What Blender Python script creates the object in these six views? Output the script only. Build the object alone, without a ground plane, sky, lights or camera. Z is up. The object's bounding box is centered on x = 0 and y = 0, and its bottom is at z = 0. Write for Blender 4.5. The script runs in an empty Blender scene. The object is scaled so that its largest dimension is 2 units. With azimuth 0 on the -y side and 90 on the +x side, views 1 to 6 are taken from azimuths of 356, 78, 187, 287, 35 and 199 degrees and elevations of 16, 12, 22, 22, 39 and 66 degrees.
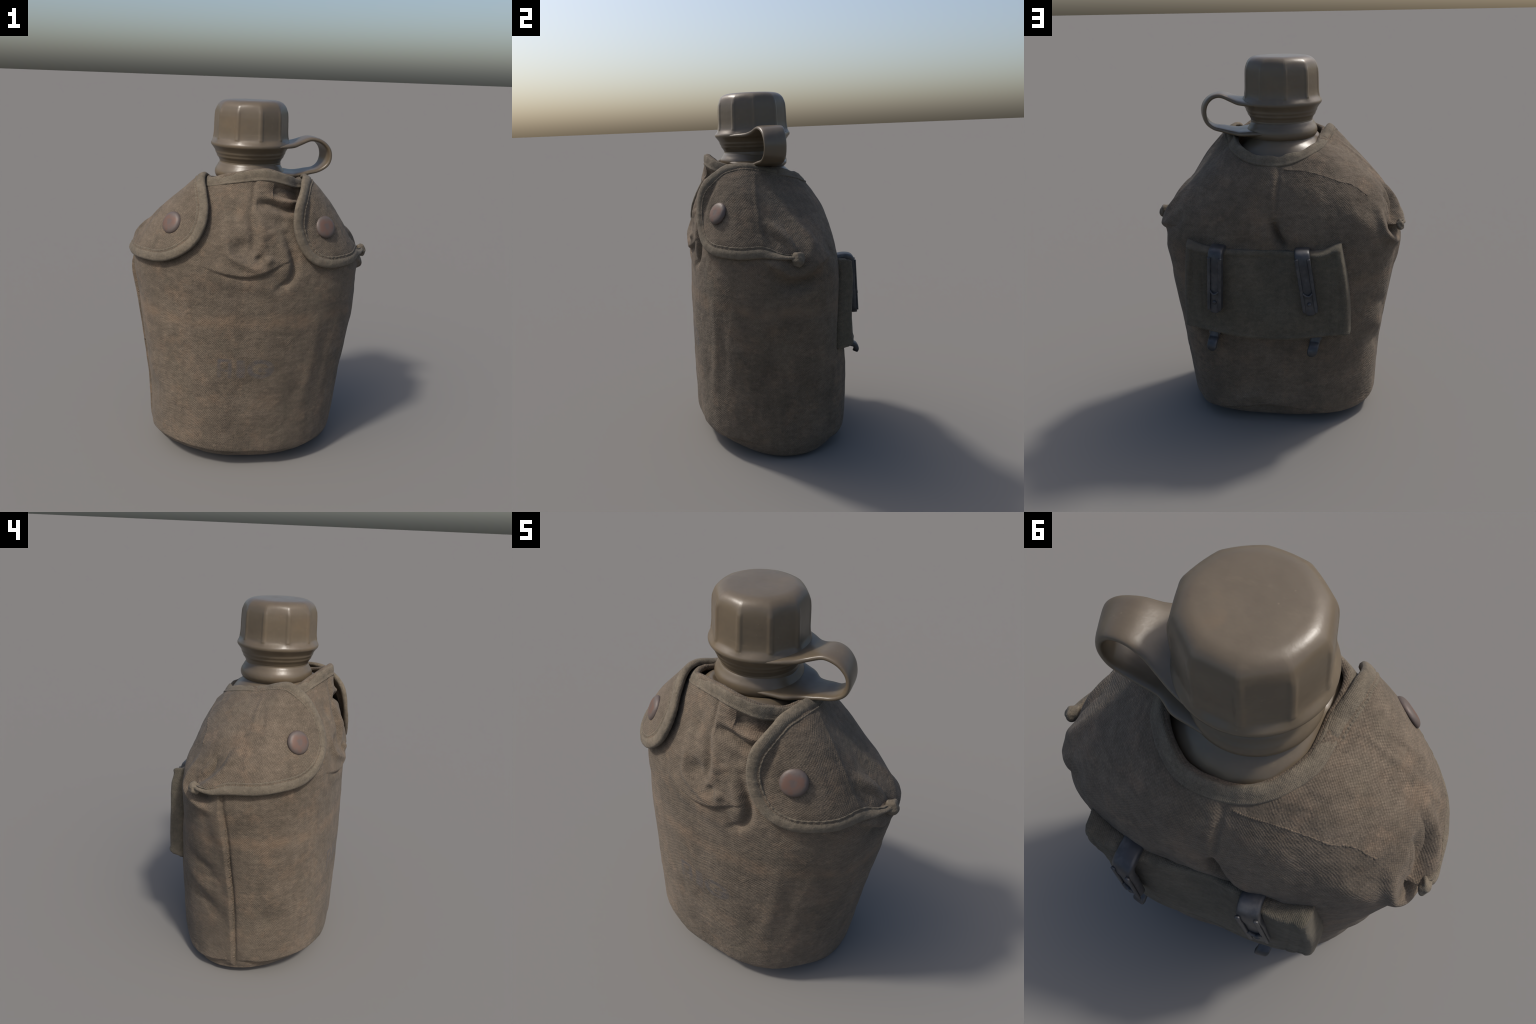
"""A canvas-covered field canteen: lofted cover with folds, snap flaps, belt clips, faceted cap."""
import bpy, bmesh
from mathutils import Vector
import numpy as np, math
TAU = math.tau

def smooth_interp(xs, ys, x):
    """Monotone-ish cubic (Catmull-Rom) interpolation of control values."""
    xs = np.asarray(xs, float); ys = np.asarray(ys, float); x = np.asarray(x, float)
    flat = ys.reshape(len(xs), -1)
    d = (flat[1:] - flat[:-1]) / (xs[1:] - xs[:-1])[:, None]
    m = np.empty_like(flat)
    m[1:-1] = 0.5 * (d[1:] + d[:-1]); m[0] = d[0]; m[-1] = d[-1]
    xc = np.clip(x, xs[0], xs[-1])
    i = np.clip(np.searchsorted(xs, xc, side="right") - 1, 0, len(xs) - 2)
    h = (xs[i + 1] - xs[i]); t = (xc - xs[i]) / h
    t = t[..., None]; h = h[..., None]
    out = ((2*t**3 - 3*t**2 + 1) * flat[i] + (t**3 - 2*t**2 + t) * h * m[i]
           + (-2*t**3 + 3*t**2) * flat[i + 1] + (t**3 - t**2) * h * m[i + 1])
    return out.reshape(x.shape + ys.shape[1:])

def periodic(keys_deg, values, phi):
    k = np.radians(np.asarray(keys_deg, float)); v = np.asarray(values, float)
    k3 = np.concatenate([k - TAU, k, k + TAU]); v3 = np.concatenate([v, v, v])
    return smooth_interp(k3, v3, np.mod(phi, TAU))

# ---- body of the cover -------------------------------------------------
# height, half width left / right, depth front / back, squareness front / back, y of the widest line
LEVELS = [
    (0.000, 0.462, 0.486, 0.322, 0.255, 2.05, 2.15, 0.004), (0.015, 0.522, 0.520, 0.358, 0.290, 2.08, 2.16, 0.005),
    (0.050, 0.543, 0.537, 0.405, 0.346, 2.15, 2.16, 0.006), (0.120, 0.552, 0.547, 0.448, 0.390, 2.35, 2.15, 0.002),
    (0.250, 0.557, 0.559, 0.460, 0.405, 2.48, 2.22, -0.001), (0.450, 0.570, 0.578, 0.463, 0.406, 2.50, 2.29, -0.001),
    (0.650, 0.592, 0.600, 0.461, 0.393, 2.42, 2.31, 0.009), (0.850, 0.620, 0.625, 0.459, 0.374, 2.35, 2.34, 0.019),
    (1.020, 0.648, 0.648, 0.454, 0.360, 2.25, 2.40, 0.026),
]
Z0 = LEVELS[-1][0]
def section(z, phi):
    L = np.array(LEVELS)
    q = smooth_interp(L[:, 0], L[:, 1:], z)
    al, ar, f, b, nf, nb, yc = [q[..., i] for i in range(7)]
    s, c = np.sin(phi), -np.cos(phi)           # s -> x, c -> y (front is -y)
    a = np.where(s < 0, al, ar); n = np.where(c < 0, nf, nb); d = np.where(c < 0, f + yc, b - yc)
    r = (np.abs(s / a) ** n + np.abs(c / d) ** n) ** (-1.0 / n)
    # the back is dished below the belt strip; the right front corner is slimmer low down
    away = lambda deg: np.abs(np.mod(phi - math.radians(deg) + math.pi, TAU) - math.pi)
    bell = lambda lo, a1, b1, hi: np.clip((z - lo) / (a1 - lo), 0, 1) * np.clip((hi - z) / (hi - b1), 0, 1)
    ease = lambda t: t * t * (3 - 2 * t)
    r = r - 0.044 * np.exp(-(away(185) / math.radians(31)) ** 4) * ease(bell(0.0, 0.10, 0.26, 0.72))
    r = r - 0.022 * np.exp(-(away(178) / math.radians(20)) ** 2) * ease(bell(0.70, 0.92, 1.05, 1.40))
    r = r - 0.012 * np.exp(-(away(296) / math.radians(20)) ** 2) * ease(bell(0.80, 1.00, 1.10, 1.40))
    r = r + 0.016 * np.exp(-(away(126) / math.radians(18)) ** 2) * ease(bell(-0.02, 0.10, 0.40, 0.80))
    r = r - 0.006 * np.exp(-(away(240) / math.radians(24)) ** 2) * ease(bell(-0.3, -0.1, 0.40, 0.80))
    r = r - 0.016 * np.exp(-(away(76) / math.radians(16)) ** 2) * ease(bell(0.75, 0.98, 1.10, 1.40))
    r = r - 0.028 * np.exp(-(away(54) / math.radians(30)) ** 2) * ease(bell(-0.3, -0.1, 0.35, 0.95))
    r = r - 0.012 * np.exp(-(away(5) / math.radians(16)) ** 2) * ease(bell(-0.2, 0.05, 0.15, 0.45))
    # the hem does not quite reach the ground at the left front
    lift = 0.030 * np.exp(-(away(298) / math.radians(34)) ** 2) * ease(np.clip(1 - z / 0.14, 0, 1))
    return np.stack([r * s, r * c + yc, z + lift + 0 * r], -1)

# rim of the mouth: azimuth (degrees, 0 in front, 90 to the right), x, y, z
RIM = [
    (0, 0.040, -0.349, 1.660), (16, 0.105, -0.347, 1.654), (30, 0.168, -0.318, 1.634), (43, 0.208, -0.264, 1.611), (57, 0.238, -0.215, 1.600), (75, 0.258, -0.131, 1.598),
    (100, 0.245, -0.020, 1.584), (125, 0.210, 0.095, 1.560), (150, 0.113, 0.180, 1.522), (180, -0.035, 0.190, 1.512),
    (210, -0.134, 0.142, 1.535), (235, -0.204, 0.050, 1.566), (262, -0.222, -0.083, 1.584), (285, -0.238, -0.175, 1.604),
    (308, -0.222, -0.240, 1.602), (335, -0.115, -0.290, 1.630),
]
# how the meridian arrives at the rim: azimuth, start handle, outward, drop
ARRIVE = [
    (0, 0.300, 0.032, 0.260), (40, 0.260, 0.072, 0.215), (65, 0.270, 0.116, 0.120), (90, 0.223, 0.110, 0.138), (118, 0.190, 0.126, 0.132),
    (150, 0.250, 0.130, 0.138), (180, 0.205, 0.122, 0.126), (210, 0.190, 0.145, 0.095), (240, 0.220, 0.190, 0.064), (268, 0.250, 0.158, 0.070),
    (300, 0.225, 0.092, 0.130), (325, 0.285, 0.056, 0.178),
]
def body(phi, w):
    """Smooth cover surface: w in 0..1 is the straight part, 1..2 the shoulder."""
    phi, w = np.broadcast_arrays(np.asarray(phi, float), np.asarray(w, float))
    low = section(np.clip(w, 0, 1) * Z0, phi)
    t = np.clip(w - 1, 0, 1.2)[..., None]
    p0 = section(np.full(phi.shape, Z0), phi)
    R = np.array(RIM); A = np.array(ARRIVE)
    p3 = periodic(R[:, 0], R[:, 1:], phi)
    h = periodic(A[:, 0], A[:, 1:], phi)
    out = np.stack([np.sin(phi), -np.cos(phi), np.zeros_like(phi)], -1)
    lean = (p0 - section(np.full(phi.shape, Z0 - 0.04), phi)) / 0.04
    p1 = p0 + lean * np.array([0.75, 0.75, 1.0]) * h[..., 0:1] + out * 0.016
    p2 = p3 + out * h[..., 1:2] - np.stack([0*phi, 0*phi, h[..., 2]], -1)
    up = (1-t)**3*p0 + 3*(1-t)**2*t*p1 + 3*(1-t)*t*t*p2 + t**3*p3
    return np.where((w <= 1)[..., None], low, up)

def body_normal(phi, w, e=2e-3):
    phi, w = np.broadcast_arrays(np.asarray(phi, float), np.asarray(w, float))
    a = body(phi + e, w) - body(phi - e, w)
    lo = np.maximum(w - e, 0); hi = np.minimum(w + e, 2)
    b = body(phi, hi) - body(phi, lo)
    n = np.cross(a, b)
    return n / np.maximum(np.linalg.norm(n, axis=-1, keepdims=True), 1e-9)

# =========================================================================
#  helpers
# =========================================================================
def smoothstep(a, b, x):
    t = np.clip((x - a) / (b - a), 0, 1)
    return t * t * (3 - 2 * t)

def value_noise(p, scale, seed=0):
    """Smooth 3D value noise in -1..1 for an (n,3) array."""
    q = p * scale + np.array([13.7, 5.1, 9.3]) + seed * 17.31
    i = np.floor(q).astype(np.int64); f = q - i
    f = f * f * f * (f * (f * 6 - 15) + 10)
    def h(ix, iy, iz):
        n = (ix * 374761393 + iy * 668265263 + iz * 2147483647 + seed * 1274126177) & 0xFFFFFFFF
        n = ((n ^ (n >> 13)) * 1274126177) & 0xFFFFFFFF
        n = n ^ (n >> 16)
        return (n & 0xFFFF) / 32767.5 - 1.0
    out = 0
    for dx in (0, 1):
        for dy in (0, 1):
            for dz in (0, 1):
                wgt = ((f[:, 0] if dx else 1 - f[:, 0]) * (f[:, 1] if dy else 1 - f[:, 1]) * (f[:, 2] if dz else 1 - f[:, 2]))
                out = out + wgt * h(i[:, 0] + dx, i[:, 1] + dy, i[:, 2] + dz)
    return out

def az_w(list_deg):
    a = np.array(list_deg, float)
    return np.radians(a[:, 0]), a[:, 1]

def resample(ctrl, n):
    """Catmull-Rom through rows of control values, spaced evenly by row length."""
    c = np.array(ctrl, float)
    d = np.linalg.norm(np.diff(c * np.array([1 / 60] + [1] * (c.shape[1] - 1)), axis=0), axis=1)
    s = np.concatenate([[0], np.cumsum(d)]); s /= s[-1]
    return smooth_interp(s, c, np.linspace(0, 1, n))

def make_mesh(name, verts, faces, material, smooth=True, parent=None):
    me = bpy.data.meshes.new(name)
    me.from_pydata(np.asarray(verts, float).reshape(-1, 3).tolist(), [], [tuple(int(i) for i in f) for f in faces])
    me.validate()
    bm = bmesh.new(); bm.from_mesh(me)
    bmesh.ops.remove_doubles(bm, verts=bm.verts, dist=1e-5)
    bmesh.ops.recalc_face_normals(bm, faces=bm.faces)
    bm.to_mesh(me); bm.free()
    if smooth:
        me.polygons.foreach_set("use_smooth", [True] * len(me.polygons))
    me.materials.append(material)
    ob = bpy.data.objects.new(name, me)
    bpy.context.scene.collection.objects.link(ob)
    if parent is not None:
        ob.parent = parent
    return ob

def grid_faces(n, m, close_u=False, close_v=False, base=0):
    i = np.arange(n if close_u else n - 1); j = np.arange(m if close_v else m - 1)
    I, J = np.meshgrid(i, j, indexing="ij")
    I2, J2 = (I + 1) % n, (J + 1) % m
    return (np.stack([I * m + J, I2 * m + J, I2 * m + J2, I * m + J2], -1) + base).reshape(-1, 4)

def sweep(name, points, sections, material, parent=None, cap=True):
    """points (n,k,3): n closed rings of k points, ends capped by a fan."""
    P = np.asarray(points); n, k = P.shape[:2]
    f = grid_faces(n, k, close_v=True).tolist(); v = P.reshape(-1, 3).tolist()
    if cap:
        for row in (0, n - 1):
            c = len(v); v.append(P[row].mean(0).tolist())
            for j in range(k):
                f.append((row * k + j, row * k + (j + 1) % k, c))
    return make_mesh(name, v, f, material, parent=parent)

# =========================================================================
#  folds of the canvas: paths in (azimuth, w) on the cover
# =========================================================================
# kind: "groove", "ridge" or "lip" (one steep side, one long side); amplitude
# and width in metres; the path follows in degrees and w.
FOLDS = []
def fold(kind, amp, width, *path, tail=0.08, taper=1.0):
    FOLDS.append((kind, amp, width, path, tail, taper))

# front panel: pleat seam with the puckers below it
fold("groove", 0.007, 0.012, (354, 1.985), (353.5, 1.84), (354, 1.63))
fold("ridge", 0.006, 0.020, (357, 1.98), (357, 1.84), (357.5, 1.66))
fold("groove", 0.022, 0.024, (353, 1.68), (357.0, 1.525), (358.5, 1.387), (356.5, 1.28))
fold("ridge", 0.015, 0.030, (357.5, 1.70), (2.5, 1.556), (4.5, 1.431), (2.5, 1.337))
fold("ridge", 0.018, 0.022, (341.0, 1.47), (344.5, 1.294), (350.5, 1.25), (359.0, 1.206), (7.0, 1.185))
fold("groove", 0.024, 0.038, (351.5, 1.37))
fold("groove", 0.018, 0.022, (3.5, 1.27))
fold("ridge", 0.016, 0.024, (9.5, 1.265))
fold("lip", 0.026, 0.010, (334, 1.175), (341.0, 1.150), (348.0, 1.135), (357.0, 1.129), (8.0, 1.165), (19.5, 1.25), tail=0.075, taper=0.8)
fold("groove", 0.007, 0.013, (338, 1.155), (348.0, 1.133), (357.0, 1.127), (8.0, 1.160), (18.0, 1.24))
fold("groove", 0.027, 0.020, (22.0, 1.50), (25.3, 1.337), (26.5, 1.225), (24.0, 1.119), (15.5, 1.045))
fold("ridge", 0.013, 0.028, (14.0, 1.50), (20.0, 1.331), (21.5, 1.225), (18.0, 1.140))
fold("ridge", 0.008, 0.04, (336, 1.095), (345, 1.085), (358.5, 1.070), (16.0, 1.030))
# the collar caves in beside the loop
fold("groove", 0.060, 0.030, (14.0, 1.87), (24.0, 1.87), (34.0, 1.87), (48, 1.86), taper=0.5)
fold("ridge", 0.016, 0.022, (10.0, 1.825), (27.0, 1.808), (40.5, 1.806), (48, 1.80))
fold("groove", 0.034, 0.022, (357.0, 1.752), (11.5, 1.756), (25.0, 1.727), (36.5, 1.735), (44, 1.73), taper=0.45)
fold("ridge", 0.008, 0.030, (8, 1.53), (11, 1.46))
fold("groove", 0.007, 0.030, (14, 1.62), (24, 1.60))
fold("groove", 0.008, 0.028, (340, 1.78), (346, 1.60))
fold("ridge", 0.006, 0.028, (338, 1.62), (346, 1.50))
fold("groove", 0.010, 0.020, (13.0, 1.163), (19.5, 1.06))
# right front corner: soft upright creases
fold("ridge", 0.005, 0.032, (43.5, 0.86), (41.0, 0.672), (38.5, 0.496), (36.5, 0.25))
fold("groove", 0.002, 0.036, (33.0, 0.84), (30.0, 0.555), (29.0, 0.25))
fold("groove", 0.005, 0.036, (50, 0.86), (48.5, 0.605), (47.0, 0.40))
# right side, under the knot of the flap
fold("lip", 0.036, 0.013, (75, 1.15), (80, 1.11), (86.0, 1.055), (91.5, 1.069), (98.0, 1.131), (107, 1.19), tail=0.09, taper=0.45)
fold("groove", 0.042, 0.042, (78.0, 1.06), (84, 1.005), (91, 1.01), (102, 1.09))
fold("ridge", 0.016, 0.030, (93, 1.16), (99.0, 1.325), (97, 1.48))
fold("groove", 0.008, 0.035, (108, 1.18), (113, 1.32))
# left side: stitched seam with its raised rear edge, folds behind the tip
fold("lip", 0.024, 0.008, (276.0, 0.07), (274.5, 0.303), (274.0, 0.437), (274.0, 0.571), (273.5, 0.706), (273.5, 0.832), (273, 0.916), (272.5, 1.0), (270.5, 1.17), tail=0.055, taper=0.25)
fold("groove", 0.015, 0.011, (276.6, 0.07), (275.0, 0.303), (274.6, 0.437), (274.6, 0.571), (274.1, 0.706), (274.0, 0.832), (273.5, 0.916), (273.0, 1.0), (271.2, 1.17), taper=0.25)
fold("ridge", 0.014, 0.035, (271.0, 1.05), (269.5, 0.924), (270, 0.85))
fold("ridge", 0.030, 0.026, (252, 1.33), (251.0, 1.22), (252.0, 1.14), (258.0, 1.075), (266.0, 1.035))
fold("groove", 0.045, 0.030, (257, 1.20), (260.0, 1.131), (267, 1.113))
fold("groove", 0.028, 0.034, (263.0, 1.40), (262.0, 1.30), (259.0, 1.21))
fold("groove", 0.013, 0.040, (247.5, 0.714), (261.5, 0.664), (267.5, 0.59))
fold("groove", 0.014, 0.045, (243, 0.479), (257.5, 0.454), (266.5, 0.36))
fold("ridge", 0.010, 0.045, (243, 0.62), (256, 0.56), (266, 0.48))
fold("groove", 0.010, 0.06, (287, 0.39), (299, 0.37))
fold("ridge", 0.008, 0.06, (290, 0.56), (300, 0.52))
# back: centre seam, pucker above the belt strip
fold("ridge", 0.004, 0.026, (174.5, 1.93), (174.5, 1.75), (176.5, 1.619), (178.0, 1.36))
fold("groove", 0.008, 0.012, (178.0, 1.93), (178.5, 1.75), (179.0, 1.619), (180.5, 1.34))
fold("groove", 0.052, 0.020, (179.0, 1.33), (181.0, 1.27), (184.0, 1.20), (192.0, 1.10), taper=0.7)
fold("ridge", 0.016, 0.040, (173, 1.32), (174.0, 1.17), (178, 1.08))
fold("ridge", 0.012, 0.050, (190.0, 1.34), (197.0, 1.21), (203, 1.12))
fold("groove", 0.012, 0.05, (146, 1.12), (160, 1.10))
fold("groove", 0.012, 0.05, (203, 1.09), (218, 1.12))
fold("ridge", 0.002, 0.014, (182.0, 1.875), (192, 1.84), (205.0, 1.794), (223.0, 1.675), (232.5, 1.59), (241.5, 1.53), (249.0, 1.42), taper=0.25)
fold("ridge", 0.010, 0.05, (232, 1.36), (244, 1.22), (248, 1.05))
# base: the wall ends in a turned seam above the bottom panel
fold("lip", 0.020, 0.009, (280, 0.105), (292, 0.112), (309.0, 0.128), (333.5, 0.112), (359.0, 0.104), (22.0, 0.098), (38.5, 0.092), (51.0, 0.11), (64, 0.10), tail=0.06, taper=0.3)
fold("groove", 0.008, 0.009, (283, 0.098), (309.0, 0.120), (333.5, 0.104), (359.0, 0.097), (22.0, 0.091), (38.5, 0.086), (60, 0.10), taper=0.3)
fold("lip", 0.020, 0.009, (118, 0.06), (135, 0.085), (148.5, 0.101), (166.0, 0.120), (189.5, 0.118), (210.5, 0.085), (240, 0.06), (258, 0.07), (272, 0.10), tail=0.06, taper=0.3)
fold("groove", 0.010, 0.010, (135, 0.078), (148.5, 0.094), (166.0, 0.112), (189.5, 0.110), (210.5, 0.078), taper=0.3)
fold("ridge", 0.012, 0.022, (155.0, 0.165), (164.0, 0.185), (173.5, 0.150))
fold("groove", 0.010, 0.022, (282, 0.105), (287, 0.085), (292, 0.065))


def fold_displacement(P, N):
    disp = np.zeros(len(P))
    for kind, amp, width, path, tail, taper in FOLDS:
        path = np.array(path, float)
        path[:, 0] = np.degrees(np.unwrap(np.radians(path[:, 0])))
        c = resample(path, max(2, 7 * (len(path) - 1) + 1)) if len(path) > 1 else path
        q = body(np.radians(c[:, 0]), c[:, 1])
        reach = max(3.2 * width, 3.5 * tail if kind == "lip" else 0)
        lo, hi = q.min(0) - reach, q.max(0) + reach
        near = np.where(np.all((P > lo) & (P < hi), axis=1))[0]
        if not len(near):
            continue
        p, n = P[near], N[near]
        best = np.full(len(near), 9.0); u = np.zeros(len(near)); side = np.ones(len(near)); over = np.zeros(len(near))
        if len(q) == 1:
            best = np.linalg.norm(p - q[0], axis=1); u[:] = 0.5
        else:
            L = np.concatenate([[0], np.cumsum(np.linalg.norm(np.diff(q, axis=0), axis=1))])
            for i in range(len(q) - 1):
                d = q[i + 1] - q[i]; l2 = d @ d
                raw = (p - q[i]) @ d / l2
                t = np.clip(raw, 0, 1)
                past = np.abs(raw - t) * math.sqrt(l2) if i in (0, len(q) - 2) else 0.0 * raw
                r = p - (q[i] + t[:, None] * d)
                dist = np.linalg.norm(r, axis=1)
                closer = dist < best
                over = np.where(closer, past, over)
                best = np.where(closer, dist, best)
                u = np.where(closer, (L[i] + t * (L[i + 1] - L[i])) / L[-1], u)
                sgn = np.einsum("ij,ij->i", np.cross(n, np.broadcast_to(d, n.shape)), r)
                side = np.where(closer, np.sign(sgn) + (sgn == 0), side)
        env = 0.25 + 0.75 * np.clip(np.sin(np.pi * np.clip(u, 0, 1)), 0, 1) ** taper if len(q) > 1 else 1.0
        if kind == "lip":
            s = best * side
            g = 1 / (1 + np.exp(-np.clip(s / (width * 0.35), -30, 30))) * np.exp(-np.maximum(s, 0) / tail)
            g = g * np.where(s < -3 * width, 0, 1)
            end = np.exp(-(over / (2.5 * width)) ** 2)
            disp[near] += amp * g * env * end
        else:
            g = np.exp(-(best / width) ** 2)
            disp[near] += (amp if kind == "ridge" else -amp) * g * env
    return disp

def relief(P, N, strength=1.0):
    d = fold_displacement(P, N)
    d += strength * (0.0045 * value_noise(P, 3.1, 1) + 0.0034 * value_noise(P * np.array([1, 1, 0.75]), 7.5, 2)
                     + 0.0017 * value_noise(P, 17.0, 3) + 0.0008 * value_noise(P * np.array([1, 1, 0.6]), 32.0, 5) + 0.0005 * value_noise(P, 55.0, 4))
    return d

# =========================================================================
#  materials
# =========================================================================
class Nodes:
    def __init__(self, name):
        self.mat = bpy.data.materials.new(name); self.mat.use_nodes = True
        self.t = self.mat.node_tree; self.bsdf = self.t.nodes["Principled BSDF"]
        self.obj = self.t.nodes.new("ShaderNodeTexCoord").outputs["Object"]
    def put(self, sock, v):
        if isinstance(v, bpy.types.NodeSocket):
            self.t.links.new(v, sock)
        else:
            if isinstance(v, tuple) and len(v) == 3 and sock.type == "RGBA":
                v = (*v, 1)
            sock.default_value = v
    def math(self, op, a, b=0.0, c=0.0, clamp=False):
        n = self.t.nodes.new("ShaderNodeMath"); n.operation = op; n.use_clamp = clamp
        for s, v in zip(n.inputs, (a, b, c)):
            self.put(s, v)
        return n.outputs[0]
    def vmath(self, op, a, b=(0, 0, 0)):
        n = self.t.nodes.new("ShaderNodeVectorMath"); n.operation = op
        self.put(n.inputs[0], a); self.put(n.inputs[1], b)
        return n.outputs["Value"] if op in ("LENGTH", "DISTANCE", "DOT_PRODUCT") else n.outputs[0]
    def split(self, v):
        n = self.t.nodes.new("ShaderNodeSeparateXYZ"); self.put(n.inputs[0], v); return n.outputs
    def noise(self, vec, scale, detail=3.0, rough=0.55, colour=False):
        n = self.t.nodes.new("ShaderNodeTexNoise"); self.put(n.inputs["Vector"], vec)
        n.inputs["Scale"].default_value = scale; n.inputs["Detail"].default_value = detail
        n.inputs["Roughness"].default_value = rough
        return n.outputs["Color" if colour else "Fac"]
    def scaled(self, vec, s):
        n = self.t.nodes.new("ShaderNodeMapping"); self.put(n.inputs["Vector"], vec); n.inputs["Scale"].default_value = s
        return n.outputs[0]
    def ramp(self, fac, stops):
        n = self.t.nodes.new("ShaderNodeValToRGB"); self.put(n.inputs[0], fac)
        e = n.color_ramp.elements
        while len(e) < len(stops):
            e.new(0.5)
        for el, (p, c) in zip(e, stops):
            el.position = p; el.color = (*c, 1) if isinstance(c, tuple) else (c, c, c, 1)
        return n.outputs[0]
    def mix(self, fac, a, b, kind="MIX"):
        n = self.t.nodes.new("ShaderNodeMix"); n.data_type = "RGBA"; n.blend_type = kind
        self.put(n.inputs[0], fac); self.put(n.inputs[6], a); self.put(n.inputs[7], b)
        return n.outputs[2]
    def bump(self, height, strength, distance, normal=None):
        n = self.t.nodes.new("ShaderNodeBump"); self.put(n.inputs["Height"], height)
        n.inputs["Strength"].default_value = strength; n.inputs["Distance"].default_value = distance
        if normal is not None:
            self.put(n.inputs["Normal"], normal)
        return n.outputs[0]
    def band(self, x, lo, hi, soft):
        """1 between lo and hi, soft edges."""
        a = self.t.nodes.new("ShaderNodeMapRange"); a.interpolation_type = "SMOOTHSTEP"
        self.put(a.inputs[0], x)
        a.inputs[1].default_value, a.inputs[2].default_value = lo - soft, lo + soft
        b = self.t.nodes.new("ShaderNodeMapRange"); b.interpolation_type = "SMOOTHSTEP"
        self.put(b.inputs[0], x)
        b.inputs[1].default_value, b.inputs[2].default_value = hi - soft, hi + soft
        b.inputs[3].default_value, b.inputs[4].default_value = 1, 0
        return self.math("MULTIPLY", a.outputs[0], b.outputs[0])
    def weave(self, period, wobble=0.004, rows=0.5):
        """Plain weave laid on the three axis planes, chosen by the way the cloth faces."""
        nz = self.vmath("SUBTRACT", self.noise(self.obj, 5.0, 2.0, colour=True), (0.5, 0.5, 0.5))
        nz2 = self.vmath("SUBTRACT", self.noise(self.obj, 60.0, 1.0, colour=True), (0.5, 0.5, 0.5))
        s = self.t.nodes.new("ShaderNodeVectorMath"); s.operation = "SCALE"; self.put(s.inputs[0], nz); s.inputs[3].default_value = wobble * 10
        s2 = self.t.nodes.new("ShaderNodeVectorMath"); s2.operation = "SCALE"; self.put(s2.inputs[0], nz2); s2.inputs[3].default_value = wobble
        p = self.vmath("ADD", self.vmath("ADD", self.obj, s.outputs[0]), s2.outputs[0])
        x, y, z = self.split(p)
        k = math.tau / period
        sx, sy, sz = (self.math("SINE", self.math("MULTIPLY", q, k)) for q in (x, y, z))
        g = self.t.nodes.new("ShaderNodeNewGeometry")
        n = self.split(self.vmath("ABSOLUTE", g.outputs["Normal"]))
        n = [self.math("POWER", q, 3.0) for q in n]
        tot = self.math("ADD", self.math("ADD", n[0], n[1]), self.math("ADD", n[2], 1e-4))
        planes = [self.math("MULTIPLY", sy, sz), self.math("MULTIPLY", sx, sz), self.math("MULTIPLY", sx, sy)]
        acc = 0.0
        for q, wgt in zip(planes, n):
            acc = self.math("MULTIPLY_ADD", q, wgt, acc)
        acc = self.math("DIVIDE", acc, tot)
        return self.math("MULTIPLY_ADD", acc, 0.5, 0.5)
    def finish(self, colour, rough, normal=None, spec=0.3, metal=0.0, sheen=0.0):
        self.put(self.bsdf.inputs["Base Color"], colour); self.put(self.bsdf.inputs["Roughness"], rough)
        self.put(self.bsdf.inputs["Specular IOR Level"], spec); self.put(self.bsdf.inputs["Metallic"], metal)
        if normal is not None:
            self.put(self.bsdf.inputs["Normal"], normal)
        if sheen:
            self.bsdf.inputs["Sheen Weight"].default_value = sheen
            self.bsdf.inputs["Sheen Roughness"].default_value = 0.6
        return self.mat

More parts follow.
